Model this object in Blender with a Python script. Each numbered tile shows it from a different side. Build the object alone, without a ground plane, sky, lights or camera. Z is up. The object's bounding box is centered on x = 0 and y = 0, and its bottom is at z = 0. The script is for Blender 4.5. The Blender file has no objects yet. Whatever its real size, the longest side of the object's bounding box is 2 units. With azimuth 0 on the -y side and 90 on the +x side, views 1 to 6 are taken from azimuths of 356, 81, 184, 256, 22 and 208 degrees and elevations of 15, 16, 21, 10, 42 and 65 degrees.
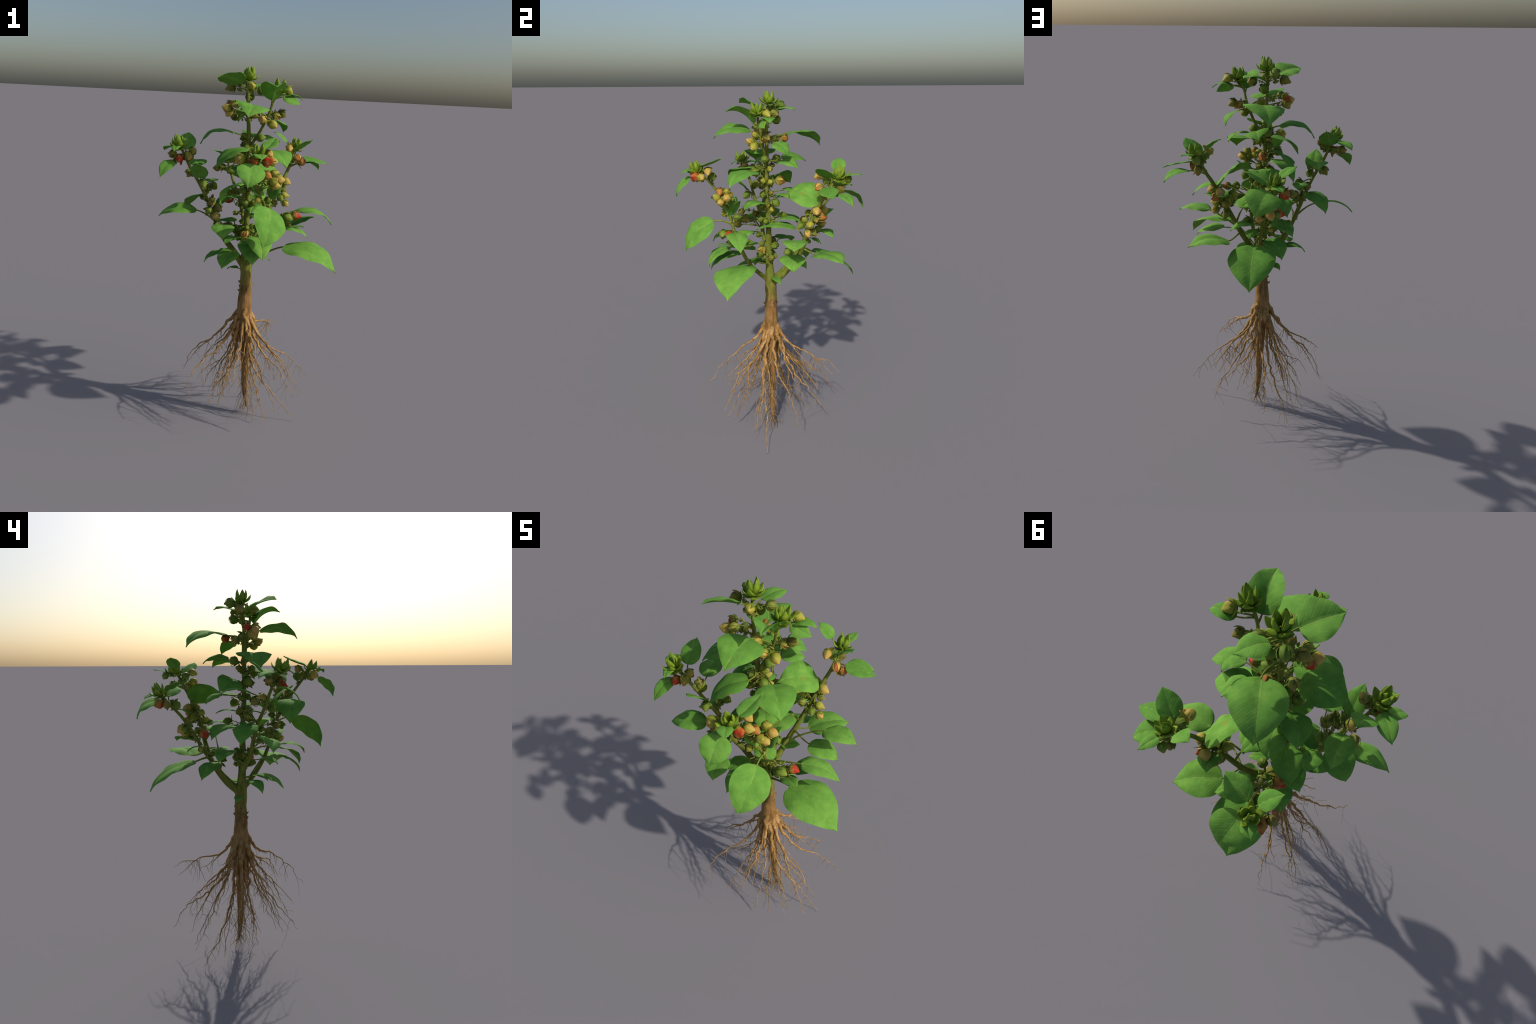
# A berry-bearing shrub pulled up with its roots: trunk, five branches, drooping
# ovate leaves, rosettes of fleshy bud leaves, husked berries, a tap root with
# spreading lateral roots.  Everything is built from curves, profiles and rules.
import bpy, bmesh, math, random
from math import sin, cos, pi, sqrt
from mathutils import Vector as V, Matrix, Quaternion, noise as mnoise

RNG = random.Random(7)
COLL = bpy.context.scene.collection
UP = V((0, 0, 1))


# ------------------------------------------------------------------ helpers
def new_object(name, mesh, parent=None, mats=()):
    ob = bpy.data.objects.new(name, mesh)
    COLL.objects.link(ob)
    if parent is not None:
        ob.parent = parent
    for m in mats:
        if mesh is not None and m.name not in [x.name for x in mesh.materials if x]:
            mesh.materials.append(m)
    return ob


def mesh_from(name, verts, faces, smooth=True, mat_index=None):
    me = bpy.data.meshes.new(name)
    me.from_pydata([tuple(v) for v in verts], [], faces)
    me.validate()
    if smooth:
        me.polygons.foreach_set("use_smooth", [True] * len(me.polygons))
    if mat_index:
        me.polygons.foreach_set("material_index", mat_index)
    me.update()
    return me


def spline(points, per=8):
    """Catmull-Rom curve through points (each a Vector of any size)."""
    pts = [V(p) for p in points]
    if len(pts) < 2:
        return pts
    ext = [pts[0] * 2 - pts[1]] + pts + [pts[-1] * 2 - pts[-2]]
    out = []
    for i in range(1, len(ext) - 2):
        p0, p1, p2, p3 = ext[i - 1:i + 3]
        for k in range(per):
            t = k / per
            out.append(0.5 * ((2 * p1) + (p2 - p0) * t + (2 * p0 - 5 * p1 + 4 * p2 - p3) * t * t
                              + (3 * p1 - p0 - 3 * p2 + p3) * t ** 3))
    out.append(pts[-1])
    return out


def sweep(verts, faces, path, radii, sides=8, cap=True, lump=0.0):
    """Add a round tube along path to the verts / faces lists."""
    n = len(path)
    base = len(verts)
    t0 = (path[1] - path[0]).normalized()
    ref = V((1, 0, 0)) if abs(t0.x) < 0.8 else V((0, 1, 0))
    a = t0.cross(ref).normalized()
    for i in range(n):
        t = (path[min(i + 1, n - 1)] - path[max(i - 1, 0)])
        t = t.normalized() if t.length > 1e-9 else t0
        a = (a - t * a.dot(t)).normalized()
        b = t.cross(a)
        r = radii[i] if not callable(radii) else radii(i / (n - 1))
        for k in range(sides):
            an = 2 * pi * k / sides
            rr = r
            if lump:
                q = path[i] + (a * cos(an) + b * sin(an)) * r
                rr = r * (1 + lump * mnoise.noise(q * 28))
            verts.append(path[i] + (a * cos(an) + b * sin(an)) * rr)
    for i in range(n - 1):
        for k in range(sides):
            k2 = (k + 1) % sides
            faces.append((base + i * sides + k, base + i * sides + k2,
                          base + (i + 1) * sides + k2, base + (i + 1) * sides + k))
    if cap:
        faces.append(tuple(base + k for k in reversed(range(sides))))
        faces.append(tuple(base + (n - 1) * sides + k for k in range(sides)))


def lerp(a, b, t):
    return a + (b - a) * t


# ---------------------------------------------------------------- materials
def nodes_of(name):
    m = bpy.data.materials.new(name)
    m.use_nodes = True
    nt = m.node_tree
    nt.nodes.clear()
    out = nt.nodes.new("ShaderNodeOutputMaterial")
    bs = nt.nodes.new("ShaderNodeBsdfPrincipled")
    nt.links.new(bs.outputs[0], out.inputs[0])
    return m, nt, bs


def N(nt, kind, **kw):
    n = nt.nodes.new(kind)
    for k, v in kw.items():
        if k.startswith("i_"):
            n.inputs[k[2:].replace("_", " ")].default_value = v
        else:
            setattr(n, k, v)
    return n


def ramp(nt, fac, stops):
    r = nt.nodes.new("ShaderNodeValToRGB")
    el = r.color_ramp.elements
    while len(el) < len(stops):
        el.new(0.5)
    for e, (p, c) in zip(el, stops):
        e.position = p
        e.color = (*c, 1) if len(c) == 3 else c
    nt.links.new(fac, r.inputs[0])
    return r.outputs[0]


def math_node(nt, op, a, b=None, c=None, clamp=False):
    n = nt.nodes.new("ShaderNodeMath")
    n.operation = op
    n.use_clamp = clamp
    for i, x in enumerate((a, b, c)):
        if x is None:
            continue
        if isinstance(x, (int, float)):
            n.inputs[i].default_value = x
        else:
            nt.links.new(x, n.inputs[i])
    return n.outputs[0]


def mix(nt, fac, a, b):
    n = nt.nodes.new("ShaderNodeMix")
    n.data_type = 'RGBA'
    for sock, x in ((n.inputs[0], fac), (n.inputs[6], a), (n.inputs[7], b)):
        if isinstance(x, (int, float)):
            sock.default_value = x
        elif isinstance(x, tuple):
            sock.default_value = (*x, 1)
        else:
            nt.links.new(x, sock)
    return n.outputs[2]


def noise_tex(nt, co, scale, detail=3, rough=0.5, dist=0.0):
    n = N(nt, "ShaderNodeTexNoise")
    n.inputs["Scale"].default_value = scale
    n.inputs["Detail"].default_value = detail
    n.inputs["Roughness"].default_value = rough
    n.inputs["Distortion"].default_value = dist
    nt.links.new(co, n.inputs["Vector"])
    return n.outputs["Fac"]


def bump(nt, bs, height, strength, dist=0.01):
    b = N(nt, "ShaderNodeBump")
    b.inputs["Strength"].default_value = strength
    b.inputs["Distance"].default_value = dist
    nt.links.new(height, b.inputs["Height"])
    nt.links.new(b.outputs[0], bs.inputs["Normal"])


def make_leaf_material(name, deep, fresh, lime, vein):
    """Leaf: local X runs base to tip, local Y across; midrib, side veins, blotches."""
    m, nt, bs = nodes_of(name)
    tc = N(nt, "ShaderNodeTexCoord")
    info = N(nt, "ShaderNodeObjectInfo")
    off = N(nt, "ShaderNodeVectorMath", operation='ADD')
    nt.links.new(tc.outputs["Object"], off.inputs[0])
    cmb = N(nt, "ShaderNodeCombineXYZ")
    nt.links.new(math_node(nt, 'MULTIPLY', info.outputs["Random"], 7.0), cmb.inputs[2])
    nt.links.new(cmb.outputs[0], off.inputs[1])
    co = off.outputs[0]
    sep = N(nt, "ShaderNodeSeparateXYZ")
    nt.links.new(tc.outputs["Object"], sep.inputs[0])
    blotch = noise_tex(nt, co, 22, 3, 0.55)
    col = ramp(nt, blotch, [(0.30, deep), (0.52, fresh), (0.72, lime)])
    # object to object tint
    col = mix(nt, math_node(nt, 'MULTIPLY', info.outputs["Random"], 0.30), col, lime)
    col = mix(nt, math_node(nt, 'MULTIPLY', math_node(nt, 'SUBTRACT', 0.55, info.outputs["Random"], clamp=True), 0.8), col, deep)
    # veins
    ay = math_node(nt, 'ABSOLUTE', sep.outputs[1])
    wob = math_node(nt, 'MULTIPLY', math_node(nt, 'SUBTRACT', noise_tex(nt, co, 14, 2), 0.5), 0.004)
    mid = math_node(nt, 'SUBTRACT', 1.0,
                    math_node(nt, 'DIVIDE', math_node(nt, 'ABSOLUTE', math_node(nt, 'ADD', sep.outputs[1], wob)), 0.0042),
                    clamp=True)
    broken = ramp(nt, noise_tex(nt, co, 34, 2), [(0.44, (0, 0, 0)), (0.62, (1, 1, 1))])
    midf = math_node(nt, 'MULTIPLY', math_node(nt, 'MULTIPLY', mid, broken), 0.42)
    slant = math_node(nt, 'SUBTRACT', sep.outputs[0], math_node(nt, 'MULTIPLY', ay, 0.85))
    lat = math_node(nt, 'SINE', math_node(nt, 'MULTIPLY', slant, 2 * pi / 0.026))
    lat = math_node(nt, 'POWER', math_node(nt, 'MAXIMUM', lat, 0.0), 9.0)
    latf = math_node(nt, 'MULTIPLY', math_node(nt, 'MULTIPLY', lat, broken), 0.12)
    col = mix(nt, latf, col, vein)
    col = mix(nt, midf, col, vein)
    # rare rusty / yellow specks
    speck = ramp(nt, noise_tex(nt, co, 17, 1), [(0.74, (0, 0, 0)), (0.80, (1, 1, 1))])
    col = mix(nt, math_node(nt, 'MULTIPLY', speck, 0.5), col, (0.30, 0.26, 0.03))
    nt.links.new(col, bs.inputs["Base Color"])
    bs.inputs["Roughness"].default_value = 0.80
    bs.inputs["Specular IOR Level"].default_value = 0.10
    h = math_node(nt, 'ADD', math_node(nt, 'MULTIPLY', mid, -0.6),
                  math_node(nt, 'ADD', math_node(nt, 'MULTIPLY', lat, -0.25), noise_tex(nt, co, 60, 3)))
    bump(nt, bs, h, 0.25, 0.004)
    return m


def make_bark_material():
    """Trunk: green shoots above, a ragged change to tan-brown rooty bark below."""
    m, nt, bs = nodes_of("stem_bark")
    tc = N(nt, "ShaderNodeTexCoord")
    co = tc.outputs["Object"]
    sep = N(nt, "ShaderNodeSeparateXYZ")
    nt.links.new(co, sep.inputs[0])
    mp = N(nt, "ShaderNodeMapping")
    mp.inputs["Scale"].default_value = (1, 1, 0.28)
    nt.links.new(co, mp.inputs[0])
    streak = noise_tex(nt, mp.outputs[0], 60, 4, 0.6)
    patch = noise_tex(nt, co, 18, 3, 0.6)
    brown = ramp(nt, streak, [(0.28, (0.13, 0.066, 0.018)), (0.50, (0.29, 0.155, 0.048)), (0.72, (0.40, 0.225, 0.085))])
    brown = mix(nt, ramp(nt, patch, [(0.55, (0, 0, 0)), (0.75, (0.55, 0.55, 0.55))]), brown, (0.16, 0.085, 0.03))
    green = ramp(nt, streak, [(0.25, (0.085, 0.115, 0.012)), (0.5, (0.155, 0.185, 0.022)), (0.75, (0.23, 0.26, 0.05))])
    green = mix(nt, ramp(nt, patch, [(0.56, (0, 0, 0)), (0.74, (0.6, 0.6, 0.6))]), green, (0.24, 0.17, 0.035))
    z = math_node(nt, 'ADD', sep.outputs[2], math_node(nt, 'MULTIPLY', math_node(nt, 'SUBTRACT', patch, 0.5), 0.22))
    fac = ramp(nt, math_node(nt, 'MULTIPLY', z, 0.5), [(0.385, (0, 0, 0)), (0.475, (1, 1, 1))])
    col = mix(nt, fac, brown, green)
    # dark ring where the old bark ends
    ring = ramp(nt, math_node(nt, 'ABSOLUTE', math_node(nt, 'SUBTRACT', z, 0.80)), [(0.0, (0.45, 0.45, 0.45)), (0.035, (0, 0, 0))])
    col = mix(nt, ring, col, (0.075, 0.036, 0.014))
    nt.links.new(col, bs.inputs["Base Color"])
    bs.inputs["Roughness"].default_value = 0.72
    bs.inputs["Specular IOR Level"].default_value = 0.25
    bump(nt, bs, streak, 0.35, 0.006)
    return m


def make_root_material():
    m, nt, bs = nodes_of("root_bark")
    tc = N(nt, "ShaderNodeTexCoord")
    co = tc.outputs["Object"]
    a = noise_tex(nt, co, 26, 4, 0.6)
    b = noise_tex(nt, co, 120, 3, 0.6)
    col = ramp(nt, a, [(0.28, (0.22, 0.110, 0.026)), (0.48, (0.45, 0.255, 0.080)), (0.68, (0.60, 0.380, 0.18))])
    col = mix(nt, ramp(nt, b, [(0.42, (0.4, 0.4, 0.4)), (0.6, (0, 0, 0))]), col, (0.16, 0.08, 0.025))
    nt.links.new(col, bs.inputs["Base Color"])
    bs.inputs["Roughness"].default_value = 0.75
    bs.inputs["Specular IOR Level"].default_value = 0.2
    bump(nt, bs, b, 0.3, 0.004)
    return m


def make_hair_root_material():
    m, nt, bs = nodes_of("fine_root")
    tc = N(nt, "ShaderNodeTexCoord")
    a = noise_tex(nt, tc.outputs["Object"], 30, 3, 0.6)
    col = ramp(nt, a, [(0.3, (0.13, 0.085, 0.03)), (0.5, (0.30, 0.20, 0.085)), (0.7, (0.44, 0.30, 0.15))])
    nt.links.new(col, bs.inputs["Base Color"])
    bs.inputs["Roughness"].default_value = 0.8
    return m


def make_husk_material(name, base, side, tipc, blush, edge=(0.56, 0.70)):
    """Berry husk: local Z runs stalk to beak; colour runs base > side > tip with a blush."""
    m, nt, bs = nodes_of(name)
    tc = N(nt, "ShaderNodeTexCoord")
    info = N(nt, "ShaderNodeObjectInfo")
    off = N(nt, "ShaderNodeVectorMath", operation='ADD')
    nt.links.new(tc.outputs["Object"], off.inputs[0])
    cmb = N(nt, "ShaderNodeCombineXYZ")
    nt.links.new(math_node(nt, 'MULTIPLY', info.outputs["Random"], 5.0), cmb.inputs[0])
    nt.links.new(cmb.outputs[0], off.inputs[1])
    co = off.outputs[0]
    sep = N(nt, "ShaderNodeSeparateXYZ")
    nt.links.new(tc.outputs["Object"], sep.inputs[0])
    n1 = noise_tex(nt, co, 26, 3, 0.55)
    t = math_node(nt, 'ADD', math_node(nt, 'MULTIPLY', sep.outputs[2], 11.0),
                  math_node(nt, 'MULTIPLY', n1, 0.85))
    col = ramp(nt, t, [(0.22, base), (0.62, side), (0.95, tipc)])
    bl = ramp(nt, noise_tex(nt, co, 33, 2), [(edge[0], (0, 0, 0)), (edge[1], (1, 1, 1))])
    col = mix(nt, math_node(nt, 'MULTIPLY', bl, 0.65), col, blush)
    nt.links.new(col, bs.inputs["Base Color"])
    bs.inputs["Roughness"].default_value = 0.60
    bs.inputs["Specular IOR Level"].default_value = 0.18
    bump(nt, bs, noise_tex(nt, co, 120, 2), 0.12, 0.003)
    return m


def make_soft_green(name, a, b, c):
    m, nt, bs = nodes_of(name)
    tc = N(nt, "ShaderNodeTexCoord")
    info = N(nt, "ShaderNodeObjectInfo")
    off = N(nt, "ShaderNodeVectorMath", operation='ADD')
    nt.links.new(tc.outputs["Object"], off.inputs[0])
    cmb = N(nt, "ShaderNodeCombineXYZ")
    nt.links.new(math_node(nt, 'MULTIPLY', info.outputs["Random"], 5.0), cmb.inputs[0])
    nt.links.new(cmb.outputs[0], off.inputs[1])
    f = noise_tex(nt, off.outputs[0], 40, 3, 0.55)
    nt.links.new(ramp(nt, f, [(0.3, a), (0.5, b), (0.72, c)]), bs.inputs["Base Color"])
    bs.inputs["Roughness"].default_value = 0.6
    bs.inputs["Specular IOR Level"].default_value = 0.25
    return m


LEAF = make_leaf_material("leaf_green", (0.100, 0.252, 0.034), (0.138, 0.330, 0.052), (0.190, 0.382, 0.058), (0.42, 0.50, 0.13))  # all greens darkened slightly toward the target's baked shading and shadows
BARK = make_bark_material()
ROOT = make_root_material()
HAIR = make_hair_root_material()
STALK = make_soft_green("stalk_green", (0.10, 0.14, 0.015), (0.17, 0.22, 0.025), (0.25, 0.28, 0.05))
BUD = make_soft_green("bud_green", (0.115, 0.19, 0.012), (0.18, 0.28, 0.018), (0.26, 0.36, 0.03))
SEPAL = make_soft_green("sepal_green", (0.10, 0.16, 0.014), (0.20, 0.25, 0.035), (0.40, 0.30, 0.07))
HUSK = {
    "green": make_husk_material("husk_green", (0.10, 0.17, 0.015), (0.17, 0.24, 0.03), (0.30, 0.32, 0.06), (0.16, 0.19, 0.02)),
    "yellow": make_husk_material("husk_yellow", (0.18, 0.23, 0.02), (0.38, 0.36, 0.05), (0.52, 0.40, 0.09), (0.50, 0.28, 0.06)),
    "tan": make_husk_material("husk_tan", (0.29, 0.29, 0.045), (0.54, 0.37, 0.085), (0.66, 0.42, 0.14), (0.54, 0.20, 0.045)),
    "olive": make_husk_material("husk_olive", (0.10, 0.13, 0.015), (0.24, 0.21, 0.035), (0.40, 0.25, 0.09), (0.28, 0.14, 0.03)),
    "red": make_husk_material("husk_red", (0.20, 0.10, 0.02), (0.42, 0.035, 0.016), (0.48, 0.055, 0.018), (0.44, 0.26, 0.045), edge=(0.46, 0.60)),
    "orange": make_husk_material("husk_orange", (0.24, 0.20, 0.03), (0.48, 0.20, 0.05), (0.58, 0.10, 0.03), (0.55, 0.06, 0.02)),
}

# --------------------------------------------------------------- the plant
plant = bpy.data.objects.new("berry_shrub", None)
COLL.objects.link(plant)
plant["label"] = "uprooted green shrub with orange and red husked berries"
plant["category"] = "shrub"

# skeleton: (point, radius) along each axis
STEM = [((0.017, -0.014, 0.56), .040), ((0.017, -0.014, 0.66), .0415), ((0.018, -0.014, 0.76), .036), ((0.019, -0.014, 0.85), .0325),
        ((0.016, -0.017, 0.93), .033), ((0.010, -0.021, 1.02), .0225), ((0.008, -0.024, 1.15), .0180),
        ((0.007, -0.026, 1.28), .0140), ((0.004, -0.033, 1.40), .0125), ((0.001, -0.034, 1.56), .0115),
        ((-0.002, -0.032, 1.66), .0115), ((-0.012, -0.030, 1.82), .0085), ((-0.013, -0.022, 1.93), .008)]
BRANCH = {
    "b": [((0.002, -0.034, 1.555), .010), ((0.025, -0.044, 1.62), .0085), ((0.058, -0.056, 1.676), .008), ((0.098, -0.076, 1.77), .0072),
          ((0.112, -0.092, 1.825), .0072), ((0.136, -0.102, 1.89), .007)],
    "e": [((0.018, -0.030, 0.945), .016), ((0.052, -0.092, 1.00), .0125), ((0.082, -0.150, 1.07), .0110), ((0.096, -0.190, 1.15), .0100),
          ((0.100, -0.215, 1.22), .0092), ((0.092, -0.238, 1.292), .0086), ((0.054, -0.258, 1.375), .0082), ((0.006, -0.328, 1.490), .0078),
          ((0.022, -0.400, 1.575), .0075)],
    "c": [((0.0, -0.012, 0.93), .020), ((-0.050, -0.006, 1.00), .0175), ((-0.108, 0.0, 1.075), .015), ((-0.148, -0.028, 1.15), .0125),
          ((-0.182, -0.036, 1.23), .011), ((-0.212, -0.046, 1.305), .010), ((-0.250, -0.070, 1.384), .009),
          ((-0.305, -0.090, 1.480), .008), ((-0.352, -0.122, 1.585), .007)],
    "d": [((0.020, 0.002, 0.930), .021), ((0.037, 0.072, 0.995), .0175), ((0.078, 0.128, 1.085), .0150), ((0.122, 0.155, 1.175), .0128),
          ((0.178, 0.180, 1.300), .0112), ((0.229, 0.212, 1.410), .0098), ((0.260, 0.242, 1.476), .0088),
          ((0.290, 0.284, 1.565), .0075)],
    "f": [((0.010, 0.002, 0.945), .017), ((0.016, 0.080, 1.02), .0140), ((0.002, 0.165, 1.13), .0115), ((-0.026, 0.245, 1.258), .0100),
          ((-0.062, 0.305, 1.345), .0088), ((-0.090, 0.385, 1.430), .0082), ((-0.095, 0.415, 1.465), .0075)],
}

SKEL = []          # sampled skeleton points for attaching stalks
for chain in [STEM] + list(BRANCH.values()):
    for p in spline([(*q, r) if len(q) == 3 else q for q, r in [(c[0], c[1]) for c in chain]] and
                    [V((*c[0], c[1])) for c in chain], 10):
        SKEL.append((V(p[:3]), p[3]))


def attach_point(p, drop=0.03, zmin=0.93):
    """Nearest skeleton point a little lower than p."""
    q = p - UP * drop
    best, br = None, 0
    for s, r in SKEL:
        if s.z < zmin:
            continue
        d = (s - q).length
        if best is None or d < best[0]:
            best, br = (d, s), r
    return best[1], br


# ---------------------------------------------------------- lateral roots
# (tip, waypoints) of the long lateral roots; start on the crown towards the tip
LATERALS = [
    ((0.322, -0.325, 0.299), [(0.115, -0.105, 0.525), (0.225, -0.235, 0.445)], .63, .0135),
    ((-0.331, 0.085, 0.237), [(-0.136, 0.021, 0.495), (-0.258, 0.051, 0.396)], .64, .0135),
    ((-0.028, 0.380, 0.201), [(0.020, 0.075, 0.455), (-0.015, 0.185, 0.378), (-0.025, 0.300, 0.315)], .60, .0140),
    ((0.414, 0.075, 0.217), [(0.095, -0.010, 0.530), (0.182, -0.002, 0.434), (0.320, 0.049, 0.339)], .63, .0145),
    ((0.335, -0.096, 0.005), [(0.060, -0.060, 0.42), (0.120, -0.070, 0.27), (0.235, -0.074, 0.139)], .58, .0130),
    ((-0.306, -0.222, 0.272), [(-0.089, -0.075, 0.489), (-0.245, -0.145, 0.367)], .63, .0145),
    ((-0.152, 0.115, 0.082), [(-0.045, 0.035, 0.40), (-0.110, 0.080, 0.25)], .55, .0105),
    ((0.081, -0.252, 0.095), [(0.040, -0.085, 0.43), (0.065, -0.170, 0.27)], .60, .0120),
    ((-0.156, 0.226, 0.020), [(-0.020, 0.045, 0.36), (-0.075, 0.110, 0.19), (-0.125, 0.170, 0.10)], .60, .0115),
    ((0.069, -0.400, 0.345), [(0.030, -0.110, 0.585), (0.063, -0.205, 0.546), (0.080, -0.312, 0.458)], .655, .0125),
    ((0.149, -0.130, 0.042), [(0.060, -0.055, 0.36), (0.105, -0.095, 0.20)], .52, .0095),
    ((0.318, -0.116, 0.168), [(0.110, -0.065, 0.46), (0.226, -0.101, 0.335)], .60, .0125),
    ((-0.058, -0.286, 0.294), [(0.000, -0.110, 0.50), (-0.030, -0.205, 0.40)], .62, .0110),
    ((0.212, 0.314, 0.406), [(0.070, 0.075, 0.575), (0.145, 0.175, 0.528), (0.185, 0.250, 0.475)], .66, .0120),
    ((0.194, -0.298, 0.178), [(0.070, -0.110, 0.45), (0.135, -0.205, 0.32)], .61, .0125),
    ((-0.122, -0.069, 0.082), [(-0.035, -0.035, 0.38), (-0.085, -0.055, 0.23)], .52, .0085),
    ((0.253, 0.269, 0.201), [(0.070, 0.055, 0.50), (0.148, 0.122, 0.377), (0.215, 0.200, 0.29)], .61, .0135),
    ((0.249, 0.132, 0.288), [(0.090, 0.040, 0.52), (0.175, 0.085, 0.40)], .63, .0120),
    ((-0.232, 0.293, 0.187), [(-0.060, 0.085, 0.47), (-0.150, 0.185, 0.35)], .61, .0120),
    ((-0.189, 0.170, 0.312), [(-0.055, 0.060, 0.53), (-0.120, 0.115, 0.43)], .64, .0115),
    ((-0.165, -0.205, 0.165), [(-0.045, -0.085, 0.45), (-0.110, -0.150, 0.31)], .58, .0095),
    ((0.125, 0.255, 0.260), [(0.050, 0.070, 0.50), (0.090, 0.160, 0.40)], .62, .0105),
    ((-0.215, 0.020, 0.150), [(-0.065, 0.000, 0.42), (-0.150, 0.010, 0.28)], .56, .0090),
]


def wiggle(path, amount, freq, seed):
    out = []
    L = 0
    for i, p in enumerate(path):
        if i:
            L += (path[i] - path[i - 1]).length
        q = V((L * freq, seed * 3.7, 0.5))
        k = min(1, L / 0.06)
        d = V((mnoise.noise(q), mnoise.noise(q + V((11, 5, 2))), 0.7 * mnoise.noise(q + V((3, 17, 9)))))
        z = V((mnoise.noise(q * 2.6 + V((40, 0, 0))), mnoise.noise(q * 2.6 + V((0, 40, 0))), 0))
        out.append(p + (d * amount + z * amount * 0.45) * k)
    return out


TAP = [((0.017, -0.014, 0.62), .041), ((0.022, -0.012, 0.52), .031), ((0.030, -0.012, 0.40), .0235), ((0.036, -0.013, 0.30), .020),
       ((0.038, -0.012, 0.20), .0165), ((0.046, -0.010, 0.115), .0125), ((0.054, -0.007, 0.055), .006), ((0.066, 0.012, 0.028), .0022)]

body_v, body_f = [], []        # thick wood, later merged into one skin


def add_chain(vs, fs, chain, per=8, sides=12, lump=0.0):
    pts = spline([V((*c[0], c[1])) for c in chain], per)
    sweep(vs, fs, [V(p[:3]) for p in pts], [max(p[3], .0012) for p in pts], sides, lump=lump)


add_chain(body_v, body_f, STEM, 10, 16, lump=0.10)
add_chain(body_v, body_f, TAP, 8, 16, lump=0.16)
for ch in BRANCH.values():
    add_chain(body_v, body_f, ch, 10, 12, lump=0.08)

root_v, root_f = [], []        # lateral roots, full length
hair_v, hair_f = [], []        # fine rootlets


def hair(start, direction, length, r0, seed, droop=0.9):
    p = start.copy()
    d = direction.normalized()
    pts = [p.copy()]
    steps = max(5, int(length / 0.011))
    rg = random.Random(seed)
    for i in range(steps):
        d = (d + V((rg.uniform(-1, 1), rg.uniform(-1, 1), rg.uniform(-1, 1))) * 0.36 + V((0, 0, -droop * 0.16))).normalized()
        p = p + d * (length / steps)
        if p.z < 0.004:
            break
        pts.append(p.copy())
    if len(pts) < 3:
        return
    sweep(hair_v, hair_f, pts, [max(0.0006, r0 * (1 - 0.6 * i / (len(pts) - 1))) for i in range(len(pts))], 5)


for idx, (tip, ways, z0, r0) in enumerate(LATERALS):
    tip = V(tip)
    first = V(ways[0])
    ax = V((0.017, -0.014, z0)) if z0 > 0.5 else V((0.025, -0.012, z0))
    h = V((first.x - ax.x, first.y - ax.y, 0)).normalized()
    start = ax + h * 0.016 + UP * 0.048
    collar = ax + h * 0.048 + UP * (-0.004)
    ctrl = [start, collar] + [V(w) for w in ways] + [tip]
    path = spline(ctrl, 9)
    path = wiggle(path, 0.0125, 30, idx + 1)
    path[-1] = tip
    n = len(path)
    rad = []
    for i in range(n):
        t = i / (n - 1)
        r = r0 * 1.06 * (1 - t) ** 1.9 + 0.0020 * (1 - t) + 0.0010
        r *= 1 + 0.22 * mnoise.noise(V((t * 14, idx * 5.1, 0)))
        rad.append(r)
    sweep(root_v, root_f, path, rad, 9)
    # thick inner part also goes into the merged wood so that it grows out of the crown
    cut = next((i for i in range(n) if rad[i] < 0.0065), n - 1)
    cut = max(4, cut)
    sweep(body_v, body_f, path[:cut], [rad[i] * 0.98 for i in range(cut)], 9)
    # forks that leave the root and run on beside it
    rf = random.Random(300 + idx)
    for k in range(rf.randint(0, 2)):
        i = int(n * rf.uniform(.35, .70))
        p = path[i]
        rest = tip - p
        end = p + rest * rf.uniform(.55, .95) + V((rf.uniform(-.07, .07), rf.uniform(-.07, .07), rf.uniform(-.09, .02)))
        end.z = max(end.z, .02)
        mid_ = p.lerp(end, .5) + V((rf.uniform(-.02, .02), rf.uniform(-.02, .02), rf.uniform(0, .03)))
        fp = wiggle(spline([p, mid_, end], 10), .009, 34, idx * 9 + k + 60)
        m_ = len(fp)
        rr0 = min(rad[i] * .75, .0032)
        sweep(root_v, root_f, fp, [rr0 * (1 - q / (m_ - 1)) ** 1.2 + .0008 for q in range(m_)], 6)
        for kk in range(4):
            q = rf.randrange(3, m_ - 2)
            hair(fp[q], V((rf.uniform(-1, 1), rf.uniform(-1, 1), rf.uniform(-1.2, .1))), rf.uniform(.03, .09), .0012, 20000 + idx * 97 + k * 11 + kk)
    # rootlets
    rg = random.Random(100 + idx)
    for k in range(rg.randint(6, 9)):
        i = int(n * rg.uniform(0.30, 0.93))
        i = min(i, n - 2)
        t = (path[i + 1] - path[i]).normalized()
        side = V((rg.uniform(-1, 1), rg.uniform(-1, 1), rg.uniform(-1.0, 0.15)))
        ln = rg.choice([rg.uniform(.03, .07), rg.uniform(.05, .10), rg.uniform(.09, .16)])
        hair(path[i], t * 0.7 + side, ln, min(rad[i] * 0.7, rg.uniform(.0013, .0022)), 1000 + idx * 50 + k)

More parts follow.
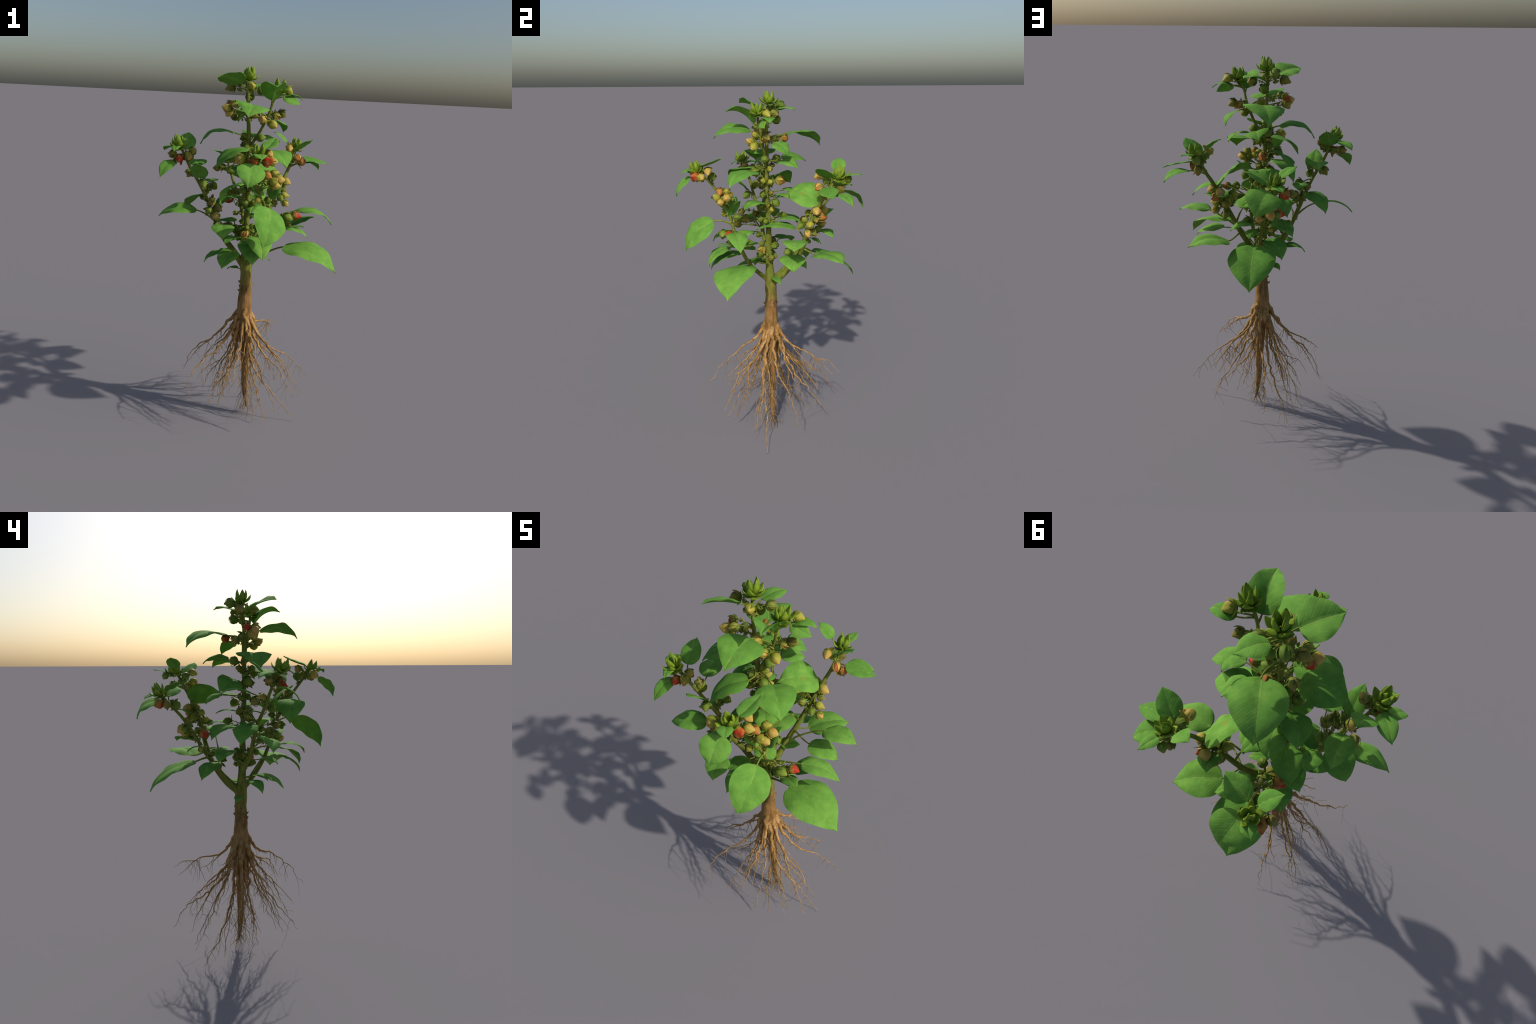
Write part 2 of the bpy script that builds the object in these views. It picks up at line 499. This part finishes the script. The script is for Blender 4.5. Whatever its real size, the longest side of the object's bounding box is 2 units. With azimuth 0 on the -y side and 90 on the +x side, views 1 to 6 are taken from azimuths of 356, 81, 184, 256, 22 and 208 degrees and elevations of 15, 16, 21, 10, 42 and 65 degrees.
# fine hair all along the tap root and inside the fan
for k in range(75):
    rg = random.Random(5000 + k)
    z = rg.uniform(0.05, 0.54)
    a = rg.uniform(0, 2 * pi)
    tp = spline([V((*c[0], c[1])) for c in TAP], 6)
    q = min(tp, key=lambda s: abs(s[2] - z))
    out = V((cos(a), sin(a), 0))
    p = V(q[:3]) + out * q[3] * 0.8
    hair(p, out * rg.uniform(.4, 1.2) + V((0, 0, -rg.uniform(.5, 1.2))), rg.uniform(.05, .17), rg.uniform(.0009, .0016), 7000 + k, 1.2)
for k in range(60):            # dangling strands from the mid length of the laterals
    rg = random.Random(9000 + k)
    tip, ways, z0, r0 = LATERALS[rg.randrange(len(LATERALS))]
    a, b = (V(ways[0]), V(ways[-1])) if len(ways) > 1 else (V(ways[0]), V(tip))
    p = a.lerp(b, rg.random())
    hair(p, V((rg.uniform(-.7, .7), rg.uniform(-.7, .7), -1)), rg.uniform(.05, .15), rg.uniform(.0009, .0015), 12000 + k, 1.4)
for k in range(9):             # forked end of the tap root
    rg = random.Random(15000 + k)
    p = V((0.050, -0.008, rg.uniform(.045, .10)))
    hair(p, V((rg.uniform(-1, 1), rg.uniform(-1, 1), -0.7)), rg.uniform(.05, .12), rg.uniform(.0012, .002), 16000 + k, 0.8)

# old leaf scars and bark stubs where the green stem begins
STUBS = [(0.2, .812, .012), (1.5, .80, .010), (-2.75, .785, .014), (-1.4, .80, .013), (-1.65, .775, .010), (2.6, .80, .010), (3.0, .83, .009), (0.9, .835, .008)]
for a, z, ln in STUBS:
    o = V((cos(a), sin(a), 0))
    s = V((0.018, -0.014, z)) + o * 0.028
    sweep(body_v, body_f, [s, s + o * (ln * .95) + UP * .002, s + o * (ln * 1.5) + UP * .010], [.008, .0056, .0022], 7)

tmp = new_object("wood_raw", mesh_from("wood_raw", body_v, body_f))
rm = tmp.modifiers.new("skin", 'REMESH')
rm.mode = 'VOXEL'
rm.voxel_size = 0.0030
sm = tmp.modifiers.new("smooth", 'SMOOTH')
sm.factor = 0.5
sm.iterations = 3
dg = bpy.context.evaluated_depsgraph_get()
wood = bpy.data.meshes.new_from_object(tmp.evaluated_get(dg))
bpy.data.objects.remove(tmp)
wood.polygons.foreach_set("use_smooth", [True] * len(wood.polygons))

# split the one skin into stem and root crown, keeping the shared normals
CUT_Z = 0.665
normals = [v.vector.copy() for v in wood.vertex_normals]
for part, keep_above, mat in (("stem", True, BARK), ("root_crown", False, BARK)):
    remap, vs, fs = {}, [], []
    for p in wood.polygons:
        if (p.center.z > CUT_Z) == keep_above:
            ids = []
            for vi in p.vertices:
                if vi not in remap:
                    remap[vi] = len(vs)
                    vs.append(wood.vertices[vi].co.copy())
                ids.append(remap[vi])
            fs.append(ids)
    me = mesh_from(part, vs, fs)
    me.materials.append(mat)
    inv = [None] * len(vs)
    for k, i in remap.items():
        inv[i] = normals[k]
    me.normals_split_custom_set_from_vertices(inv)
    new_object(part, me, plant)

ob = new_object("lateral_root", mesh_from("lateral_root", root_v, root_f), plant, [ROOT])
ob["kind"] = "stuff"
ob = new_object("root_hair", mesh_from("root_hair", hair_v, hair_f), plant, [HAIR])
ob["kind"] = "stuff"

# ------------------------------------------------------------------ leaves
stalk_v, stalk_f = [], []


def leaf_width(t):
    """Ovate outline with rounded base and a drip tip, 1 at the widest."""
    m = 0.40
    if t < m:
        u = (m - t) / m
        return sqrt(max(0.0, 1 - u ** 2.4))
    u = (t - m) / (1 - m)
    if u >= 1:
        return 0.0
    body = (1 - u ** 1.9) ** 1.06
    return body * (1 - 0.42 * max(0, u - 0.80) / 0.20)


def make_leaf(base, tip, width=0.72, arch=0.18, roll=0, fold=0.24, droop=0.25, stalk=True, skew=0.0, hook=0.0, anchor=None):
    base, tip = V(base), V(tip)
    chord = tip - base
    L = chord.length
    x = chord.normalized()
    up = UP - x * x.z
    if up.length < 0.12:
        c = V((base.x, base.y, 0)).normalized()
        up = c - x * c.dot(x)
    up.normalize()
    up = Quaternion(x, math.radians(roll)) @ up
    y = up.cross(x)
    R = Matrix((x, y, up)).transposed()          # local axes -> world
    W = width * L / 2 * 1.07
    nu, nv = 30, 7
    seed = RNG.uniform(0, 100)

    def mid(t):
        q = abs(2 * t ** 1.22 - 1)
        z = arch * L * (0.5 * sin(pi * t ** 1.1) + 0.5 * (1 - q ** 2.6)) - hook * L * max(0, t - 0.8) ** 2 * 8
        return V((t * L, skew * L * sin(pi * t), z))

    rows = []
    for i in range(nu + 1):
        t = i / nu
        t = t * t * (3 - 2 * t) * 0.35 + t * 0.65
        c = mid(t)
        d = (mid(min(1, t + .01)) - mid(max(0, t - .01))).normalized()
        n = d.cross(V((0, 1, 0)))
        n = -n if n.z < 0 else n
        w = W * leaf_width(t)
        row = []
        for j in range(-nv, nv + 1):
            v = j / nv
            o = w * (fold * abs(v) - droop * v * v) * (1.0 if abs(v) > 0 else 1.0)
            o += W * 0.05 * mnoise.noise(V((t * 3.2, v * 1.7, seed))) * abs(v)
            o += W * 0.028 * sin(t * 17 + seed) * abs(v) ** 3
            row.append(c + V((0, v * w, 0)) + n * o)
        rows.append((row, n, w))
    th = 0.0034 if L > 0.12 else 0.0028
    vs, fs = [], []
    m = 2 * nv + 1
    for row, n, w in rows:                      # upper skin, then lower skin
        for j, p in enumerate(row):
            e = 1 - abs(j / nv - 1) ** 6
            vs.append(p + n * th * 0.5 * e)
    half = len(vs)
    for row, n, w in rows:
        for j, p in enumerate(row):
            e = 1 - abs(j / nv - 1) ** 6
            rib = 0.0016 * max(0, 1 - abs(j - nv))
            vs.append(p - n * (th * 0.5 * e + rib))
    for i in range(nu):
        for j in range(m - 1):
            a, b, c_, d_ = i * m + j, i * m + j + 1, (i + 1) * m + j + 1, (i + 1) * m + j
            fs.append((a, d_, c_, b))
            fs.append((half + a, half + b, half + c_, half + d_))
    me = mesh_from("leaf", vs, fs)
    ob = new_object("leaf", me, plant, [LEAF])
    ob.matrix_world = Matrix.Translation(base) @ R.to_4x4()
    if stalk:
        d0 = (R @ (mid(0.03) - mid(0))).normalized()
        if anchor is None:
            s, r = attach_point(base)
        else:
            s = V(anchor)
        gap = (base - s).length
        h = min(0.5 * gap, 0.06)
        out = V((base.x - s.x, base.y - s.y, 0))
        out = (out.normalized() if out.length > 1e-4 else x) * 0.7 + UP * 0.7
        ctrl = [s, s + out * h * .6, base - d0 * h * .6, base + d0 * min(.012, .1 * L)]
        pts = []
        for k in range(15):
            t = k / 14
            pts.append(ctrl[0] * (1 - t) ** 3 + ctrl[1] * 3 * t * (1 - t) ** 2 + ctrl[2] * 3 * t * t * (1 - t) + ctrl[3] * t ** 3)
        rb = 0.0022 + 0.0115 * min(L, .3)
        sweep(stalk_v, stalk_f, pts, [rb * (1.25 - 0.55 * k / 14) for k in range(15)], 7)
    return ob


# crown of the main stem
make_leaf((-.052, -.065, 1.904), (-.172, -.161, 1.931), .86, .06, roll=20, fold=.36, droop=.22)
make_leaf((.010, .017, 1.890), (.090, .109, 1.897), .78, 0.11)
make_leaf((.104, -.115, 1.830), (.114, -.265, 1.895), .72, 0.17, fold=.55, droop=.1)
make_leaf((.167, -.057, 1.851), (.270, -.055, 1.840), .62, 0.17)
make_leaf((.165, -.076, 1.851), (.255, -.083, 1.815), .60, .08, roll=48)
make_leaf((.013, -.123, 1.789), (-.021, -.321, 1.747), .85, 0.18, roll=-13)
make_leaf((.020, .067, 1.764), (-.051, .279, 1.699), .80, 0.185, roll=-7)
make_leaf((.136, -.014, 1.733), (.188, .051, 1.666), .85, 0.19, roll=20)
make_leaf((-.074, -.040, 1.657), (-.253, -.058, 1.594), .90, 0.22)
make_leaf((.087, .024, 1.630), (.169, .107, 1.596), .75, .18, roll=15)
make_leaf((.030, .045, 1.638), (.007, .185, 1.617), .80, .16, roll=15)
# left branch tip
make_leaf((-.383, -.108, 1.510), (-.448, -.197, 1.429), .52, 0.17, roll=-14)
make_leaf((-.365, -.128, 1.586), (-.379, -.192, 1.561), .70, .15)
make_leaf((-.373, -.089, 1.574), (-.447, .006, 1.548), .60, 0.11)
make_leaf((-.331, -.058, 1.561), (-.321, .045, 1.645), .72, 0.06, anchor=(-.315, -.095, 1.50))
make_leaf((-.247, -.109, 1.423), (-.263, -.219, 1.509), .62, 0.06)
make_leaf((-.270, -.005, 1.475), (-.281, .151, 1.474), .66, .14)
# right branch tip
make_leaf((.329, .219, 1.519), (.474, .217, 1.488), .62, 0.03, roll=10)
make_leaf((.290, .240, 1.563), (.370, .169, 1.625), .72, 0.03)
make_leaf((.241, .302, 1.595), (.163, .334, 1.650), .72, 0.08)
make_leaf((.300, .327, 1.572), (.334, .410, 1.585), .55, 0.04)
make_leaf((.335, .265, 1.485), (.443, .329, 1.439), .70, 0.19, anchor=(.245, .228, 1.45))
# back branch tip
make_leaf((-.060, .420, 1.435), (-.014, .531, 1.340), 1.00, .20, roll=-20)
make_leaf((-.094, .440, 1.463), (-.134, .499, 1.449), .80, 0.1)
make_leaf((-.108, .383, 1.488), (-.186, .324, 1.530), .70, 0.08)
make_leaf((-.062, .374, 1.454), (.054, .321, 1.498), .70, 0.08)
# front branch tip
make_leaf((.063, -.397, 1.608), (.122, -.289, 1.659), .60, -0.04, fold=.4)
make_leaf((.092, -.112, 1.577), (.184, -.259, 1.509), .88, .18)
make_leaf((.026, -.443, 1.588), (.043, -.499, 1.568), 1.00, .16)
make_leaf((.002, -.452, 1.543), (-.019, -.533, 1.442), .96, 0.13, roll=-18, hook=.1)
make_leaf((-.006, -.123, 1.586), (-.165, -.198, 1.482), .75, 0.17)
make_leaf((.072, -.262, 1.350), (.005, -.205, 1.432), .66, .06, anchor=(.088, -.24, 1.31))
# middle storey
make_leaf((-.263, -.069, 1.245), (-.466, -.059, 1.204), .52, 0.165, roll=-18, anchor=(-.160, -.03, 1.175))
make_leaf((-.121, -.219, 1.201), (-.125, -.332, 1.149), .90, .20)
make_leaf((.103, -.340, 1.319), (.064, -.494, 1.152), .72, 0.155, roll=-36, anchor=(.095, -.23, 1.285))
make_leaf((.200, -.194, 1.091), (.465, -.307, .987), .68, 0.165, roll=9, anchor=(.03, -.04, .955))
make_leaf((.026, -.184, 1.113), (.028, -.359, 1.024), .68, 0.18)
make_leaf((.050, -.250, 1.155), (.077, -.371, 1.058), .76, 0.2)
make_leaf((-.093, -.031, 1.006), (-.218, -.076, .959), .55, 0.2)
make_leaf((-.060, -.092, 1.030), (-.122, -.216, .962), .72, 0.15)
make_leaf((-.030, -.008, .911), (-.088, .034, .890), .70, .16, anchor=(.0, -.014, .90))
make_leaf((.060, -.015, .970), (.155, .017, .954), .50, .15, anchor=(.03, -.01, .945))
make_leaf((.268, -.246, 1.291), (.439, -.233, 1.224), .55, 0.17, anchor=(.10, -.20, 1.22))
make_leaf((.217, -.187, 1.206), (.357, -.178, 1.253), .80, 0.05)
make_leaf((.190, -.240, 1.190), (.280, -.335, 1.231), .50, 0.07)
make_leaf((.209, .067, 1.139), (.362, .049, 1.087), .80, 0.13)
make_leaf((.160, .216, 1.115), (.345, .323, 1.113), .80, 0.135)
make_leaf((.029, .228, 1.102), (.025, .476, .952), .76, 0.125)
make_leaf((.279, .074, 1.235), (.449, .033, 1.220), .70, 0.12, anchor=(.125, .085, 1.14))
make_leaf((-.065, .021, 1.531), (-.136, .128, 1.475), .95, .18, roll=-30)
make_leaf((-.021, -.293, 1.428), (-.136, -.247, 1.306), .80, .24)
make_leaf((.030, .220, 1.182), (.051, .271, 1.150), 1.00, .12)
make_leaf((.020, .265, 1.225), (.135, .316, 1.204), .65, .16)
make_leaf((.195, .226, 1.415), (.044, .075, 1.456), .74, 0.19, roll=-32)
make_leaf((.116, -.247, 1.350), (.172, -.201, 1.440), .65, .08, anchor=(.092, -.235, 1.30))
make_leaf((-.224, -.016, 1.319), (-.324, .062, 1.226), .78, .20)
make_leaf((-.195, .055, 1.385), (-.183, .157, 1.374), .70, .10, anchor=(-.245, -.068, 1.37))
make_leaf((-.035, .120, 1.102), (-.111, .221, 1.023), .80, .18)
make_leaf((-.020, .065, 1.455), (-.043, .182, 1.411), .85, .18)
make_leaf((.190, .210, 1.330), (.151, .313, 1.372), .70, .12)
make_leaf((-.070, -.060, 1.030), (-.143, -.125, 1.011), .65, .16)
make_leaf((.030, -.055, 1.395), (.085, -.175, 1.365), .85, .18)
make_leaf((-.165, -.020, 1.270), (-.085, .010, 1.318), .65, .14)
make_leaf((.070, .010, 1.445), (.170, .060, 1.440), .65, .14)
make_leaf((-.045, .045, 1.300), (-.134, .172, 1.234), .72, .18)
make_leaf((-.055, .050, 1.165), (-.160, .141, 1.119), .75, .18)
make_leaf((.105, -.205, 1.225), (.022, -.110, 1.215), .75, .20)
make_leaf((-.040, -.100, 1.110), (-.110, -.190, 1.090), .75, .18)
make_leaf((.050, .100, 1.060), (.130, .170, 1.030), .80, .18)
make_leaf((.101, .112, 1.262), (.022, -.098, 1.241), .62, .12, anchor=(.128, .160, 1.20))
make_leaf((.030, .030, 1.300), (.095, .150, 1.285), .62, .14)

# ----------------------------------------------------------- bud rosettes
def spindle(length, r, flat=0.62, bend=0.25, nu=12, nv=10):
    """Fleshy pointed bud leaf standing on its base, bulging outwards along +X."""
    vs, fs = [], []
    for i in range(nu + 1):
        t = i / nu
        w = r * (sin(pi * min(1, t * 0.86 + 0.14) ** 0.80)) ** 0.85 if t < 1 else 0
        w = max(w, 0.0003)
        cx = bend * length * (sin(pi * t * 0.75) * 0.5)
        for k in range(nv):
            a = 2 * pi * k / nv
            groove = 1 - 0.45 * max(0, cos(a + pi)) ** 2
            vs.append(V((cx + cos(a) * w * flat * groove, sin(a) * w, t * length)))
    for i in range(nu):
        for k in range(nv):
            k2 = (k + 1) % nv
            fs.append((i * nv + k, i * nv + k2, (i + 1) * nv + k2, (i + 1) * nv + k))
    fs.append(tuple(reversed(range(nv))))
    fs.append(tuple(nu * nv + k for k in range(nv)))
    return mesh_from("bud_leaf", vs, fs)


BUD_MESH = spindle(0.060, 0.0165)
BRACT_MESH = spindle(0.052, 0.0185, flat=0.30, bend=0.50)
FRILL_MESH = spindle(0.032, 0.0150, flat=0.22, bend=0.7)
for me in (BUD_MESH, BRACT_MESH, FRILL_MESH):
    me.materials.append(BUD)


def rosette(center, axis, seed, size=1.0):
    rg = random.Random(seed)
    root = bpy.data.objects.new("bud_rosette", None)
    COLL.objects.link(root)
    root.parent = plant
    q = UP.rotation_difference(V(axis).normalized())
    root.matrix_world = Matrix.Translation(V(center)) @ q.to_matrix().to_4x4()
    a0 = rg.uniform(0, 6)
    for count, mesh, tilt, rad, lift, nm in ((4, BUD_MESH, 10, .011, .007, "bud_leaf"), (1, BUD_MESH, 4, .003, .006, "bud_leaf"),
                                             (5, BRACT_MESH, 36, .012, .0, "bract"), (7, FRILL_MESH, 66, .010, -.006, "bract")):
        for k in range(count):
            a = a0 + 2 * pi * k / count + rg.uniform(-.25, .25)
            s = size * rg.uniform(.82, 1.10)
            M = (Matrix.Rotation(a, 4, 'Z') @ Matrix.Translation((rad, 0, lift))
                 @ Matrix.Rotation(math.radians(tilt + rg.uniform(-7, 7)), 4, 'Y') @ Matrix.Scale(s, 4))
            ob = new_object(nm, mesh, root)
            ob.matrix_local = M
        a0 += 0.5
    return root


ROSETTES = [((-.013, -.020, 1.927), (0, .02, 1)), ((.138, -.104, 1.878), (.15, -.10, 1)), ((.027, -.417, 1.575), (.05, -.30, 1)),
            ((-.358, -.127, 1.580), (-.2, -.1, 1)), ((.294, .288, 1.562), (.12, .10, 1)), ((-.094, .423, 1.462), (-.05, .25, 1))]
for i, (c, ax) in enumerate(ROSETTES):
    rosette(c, ax, 40 + i)

# ---------------------------------------------------------------- berries
def berry_mesh(seed, ripe=False):
    """Round five-sided husk with a beak at the far end (local +Z); plain ball when ripe."""
    rg = random.Random(seed)
    nu, nv = 22, 24
    vs, fs = [], []
    ph = rg.uniform(0, 6)
    beak = 0.0 if ripe else rg.uniform(.25, .55)
    for i in range(nu + 1):
        t = i / nu
        th = pi * t
        for k in range(nv):
            a = 2 * pi * k / nv
            r = 1 + (0.035 if ripe else 0.060) * cos(5 * a + ph) * sin(th)
            r += 0.07 * mnoise.noise(V((cos(a) * sin(th), sin(a) * sin(th), cos(th))) * 1.6 + V((seed * 3.1, 0, 0)))
            rad = sin(th) * r
            z = -cos(th)
            z = z * (1.06 if not ripe else 0.98)
            if z > 0.6:
                z += beak * ((z - 0.6) / 0.46) ** 4
            vs.append(V((cos(a) * rad, sin(a) * rad, z)) * 0.0215)
    for i in range(nu):
        for k in range(nv):
            k2 = (k + 1) % nv
            fs.append((i * nv + k, i * nv + k2, (i + 1) * nv + k2, (i + 1) * nv + k))
    me = mesh_from("berry", vs, fs)
    bm = bmesh.new()
    bm.from_mesh(me)
    bmesh.ops.remove_doubles(bm, verts=bm.verts, dist=1e-6)
    bm.to_mesh(me)
    bm.free()
    me.polygons.foreach_set("use_smooth", [True] * len(me.polygons))
    return me


def calyx_mesh(seed, reach, count=5, flare=0.10):
    """Sepals hugging the berry from the stalk end; pointed, slightly ragged."""
    rg = random.Random(seed)
    vs, fs = [], []
    R = 0.0225
    for c in range(count):
        a0 = 2 * pi * c / count + rg.uniform(-.15, .15)
        rc = reach * rg.uniform(.75, 1.2)
        fl = flare * rg.uniform(.3, 1.6)
        nu, nv = 8, 2
        b = len(vs)
        for layer in (0, 1):
            for i in range(nu + 1):
                t = i / nu
                th = t * rc
                w = (0.74 * (1 - t ** 1.8) + 0.02) * (0.62 + 0.4 * sin(th)) if t > 0 else 0.7
                rr = R * (1 + fl * t * t * 2.0 + 0.04) - layer * 0.0012
                for j in range(-nv, nv + 1):
                    aa = a0 + w * j / nv / max(.35, sin(max(th, .25))) * 0.75
                    vs.append(V((cos(aa) * sin(th) * rr, sin(aa) * sin(th) * rr, -cos(th) * rr)))
        m = 2 * nv + 1
        lay = (nu + 1) * m
        for i in range(nu):
            for j in range(m - 1):
                q = (i * m + j, i * m + j + 1, (i + 1) * m + j + 1, (i + 1) * m + j)
                fs.append(tuple(b + x for x in q))
                fs.append(tuple(b + lay + x for x in reversed(q)))
        for i in range(nu):
            for j in (0, m - 1):
                q = (i * m + j, (i + 1) * m + j)
                fs.append((b + q[0], b + q[1], b + lay + q[1], b + lay + q[0]))
        e = [nu * m + j for j in range(m)]
        for j in range(m - 1):
            fs.append((b + e[j], b + e[j + 1], b + lay + e[j + 1], b + lay + e[j]))
    me = mesh_from("calyx", vs, fs)
    return me


BERRY_MESHES = {k: [] for k in HUSK}
for k in HUSK:
    for s in range(4):
        me = berry_mesh(sum(map(ord, k)) * 7 + s, ripe=(k == "red" and s == 0))
        me.materials.append(HUSK[k])
        BERRY_MESHES[k].append(me)
CALYX = {}
SKIN = {"green": [SEPAL, HUSK["green"]], "yellow": [HUSK["yellow"], SEPAL], "tan": [HUSK["tan"], HUSK["yellow"]],
        "olive": [HUSK["olive"], SEPAL], "red": [HUSK["orange"], HUSK["red"], SEPAL], "orange": [HUSK["orange"], HUSK["tan"]]}
for k, skins in SKIN.items():
    CALYX[k] = []
    for s, (reach, flare) in enumerate(((1.45, .24), (2.25, .15), (1.0, .42), (2.5, .18), (1.9, .34), (2.35, .12))):
        if k == "red" and reach > 2:
            reach = 1.6
        me = calyx_mesh(300 + s, reach, flare=flare)
        me.materials.append(skins[s % len(skins)])
        CALYX[k].append(me)

BERRIES = """
green -.059 .050 1.919|olive -.102 .013 1.887|yellow .189 -.062 1.884|olive .056 .001 1.879|green -.002 .020 1.843
yellow -.077 -.078 1.803|red -.106 -.023 1.801|tan -.119 -.063 1.782|tan .025 -.093 1.764|orange .135 -.063 1.756
olive -.078 .030 1.738|tan .062 -.126 1.734|yellow .114 -.116 1.713|green .060 -.053 1.639|green -.020 .026 1.631
tan .083 -.361 1.586|tan .244 .203 1.570|green .052 -.101 1.569|olive -.290 -.121 1.562|tan -.052 -.403 1.560
green -.024 -.034 1.557|tan .098 -.397 1.556|red .071 -.428 1.556|green .279 .350 1.553|green .265 .240 1.551
green .024 -.336 1.548|olive -.308 -.135 1.538|olive -.394 -.059 1.537|green -.066 -.036 1.527|red -.355 -.132 1.521
orange .292 .193 1.519|orange .007 .038 1.514|orange .322 .207 1.493|yellow .121 -.266 1.480|tan -.272 -.060 1.453
tan .150 -.269 1.451|yellow .116 -.321 1.449|olive -.306 -.013 1.439|red -.138 .425 1.423|olive -.163 .393 1.420
green -.081 .338 1.414|green .098 0 1.409|green -.232 -.118 1.396|tan .234 .196 1.381|tan .190 .246 1.376
green -.179 -.007 1.370|yellow .140 .174 1.353|olive -.220 -.005 1.353|green .004 .058 1.317|olive -.181 -.155 1.308
yellow .224 .165 1.304|tan -.061 .310 1.289|green .196 -.297 1.270|olive -.153 -.130 1.270|red -.090 .199 1.264
tan .233 .150 1.262|green -.197 -.152 1.261|tan -.004 .283 1.259|olive .173 .194 1.251|tan -.159 -.179 1.238
green .210 -.230 1.225|green -.052 .021 1.131|olive -.012 .117 1.080|red .241 -.270 1.274|yellow -.001 -.085 1.897
red .010 -.430 1.556|green .160 -.250 1.215|olive -.085 .015 1.150|orange .0 -.06 1.12|green .040 .080 1.110
tan .130 -.300 1.425|orange .085 -.300 1.475|red .005 .065 1.745|olive .165 -.06 1.765|tan -.108 -.05 1.765
yellow .155 .215 1.33|olive .165 .235 1.315|orange .215 .225 1.345|olive .28 .31 1.50|green .06 .25 1.24
"""
BERRIES = [b.split() + [1.0] for line in BERRIES.strip().split("\n") for b in line.split("|")]
# small green fruit crowded round the joints of the main stem and the forks
JOINTS = [((.010, -.022, 1.085), 4), ((.008, -.024, 1.150), 3), ((.006, -.028, 1.270), 4), ((.004, -.032, 1.355), 4), ((.002, -.034, 1.430), 4),
          ((.001, -.034, 1.500), 4), ((-.002, -.032, 1.600), 3), ((.100, -.190, 1.185), 3), ((-.148, -.028, 1.150), 2), ((-.010, .190, 1.160), 3),
          ((.190, .160, 1.310), 3), ((-.212, -.046, 1.300), 2), ((.075, -.245, 1.350), 2), ((-.045, .285, 1.300), 2)]
for j, (jp, n) in enumerate(JOINTS):
    rg = random.Random(2500 + j)
    a = rg.uniform(0, 6)
    for k in range(n):
        a += 2 * pi / n + rg.uniform(-.4, .4)
        d = rg.uniform(.030, .050)
        BERRIES.append([rg.choice(["green", "green", "green", "olive", "yellow"]), jp[0] + cos(a) * d, jp[1] + sin(a) * d,
                        jp[2] + rg.uniform(-.015, .025), rg.uniform(.62, .88)])
for i, (kind, bx, by, bz, bs_) in enumerate(BERRIES):
    rg = random.Random(600 + i)
    c = V((float(bx), float(by), float(bz)))
    s, r = attach_point(c, 0.025)
    out = c - s
    beakdir = (V((out.x, out.y, 0)).normalized() * rg.uniform(.6, 1.3) + UP * rg.uniform(-.9, .35)
               + V((rg.uniform(-.4, .4), rg.uniform(-.4, .4), 0))).normalized()
    q = UP.rotation_difference(beakdir)
    sc = rg.uniform(.86, 1.08) * bs_
    ob = new_object("berry", rg.choice(BERRY_MESHES[kind]), plant)
    ob.matrix_world = Matrix.Translation(c) @ q.to_matrix().to_4x4() @ Matrix.Rotation(rg.uniform(0, 6), 4, 'Z') @ Matrix.Scale(sc, 4)
    cal = new_object("calyx", rg.choice(CALYX[kind]), ob)
    cal.matrix_local = Matrix.Rotation(rg.uniform(0, 6), 4, 'Z')
    b0 = c - beakdir * 0.021 * sc
    ctrl = s.lerp(b0, .5) + UP * 0.004 - beakdir * 0.008
    pts = [s * (1 - t) ** 2 + ctrl * 2 * t * (1 - t) + b0 * t * t for t in [k / 8 for k in range(9)]]
    sweep(stalk_v, stalk_f, pts, [.0030 - .0012 * k / 8 for k in range(9)], 6)

ob = new_object("stalk", mesh_from("stalk", stalk_v, stalk_f), plant, [STALK])
ob["kind"] = "stuff"

# small unripe buds and withered sepals crowded at the fruiting joints
crumb_v, crumb_f = [], []
for i, (kind, bx, by, bz, bs_) in enumerate(BERRIES):
    c = V((float(bx), float(by), float(bz)))
    s, r = attach_point(c, 0.02)
    rg = random.Random(1700 + i)
    for k in range(5):
        p = s.lerp(c, rg.uniform(.15, .75)) + V((rg.gauss(0, 1), rg.gauss(0, 1), rg.gauss(0, 1))) * 0.005
        d = V((rg.gauss(0, 1), rg.gauss(0, 1), rg.gauss(0, 1) + .2)).normalized()
        ln = rg.uniform(.012, .030)
        w = rg.uniform(.0028, .0080)
        path = [p, p + d * ln * .3, p + d * ln * .65 + V((rg.gauss(0, 1), rg.gauss(0, 1), rg.gauss(0, 1))) * .002, p + d * ln]
        sweep(crumb_v, crumb_f, path, [w * .4, w, w * .7, .0005], 6)
ob = new_object("withered_sepal", mesh_from("withered_sepal", crumb_v, crumb_f), plant, [SEPAL])
ob["kind"] = "stuff"
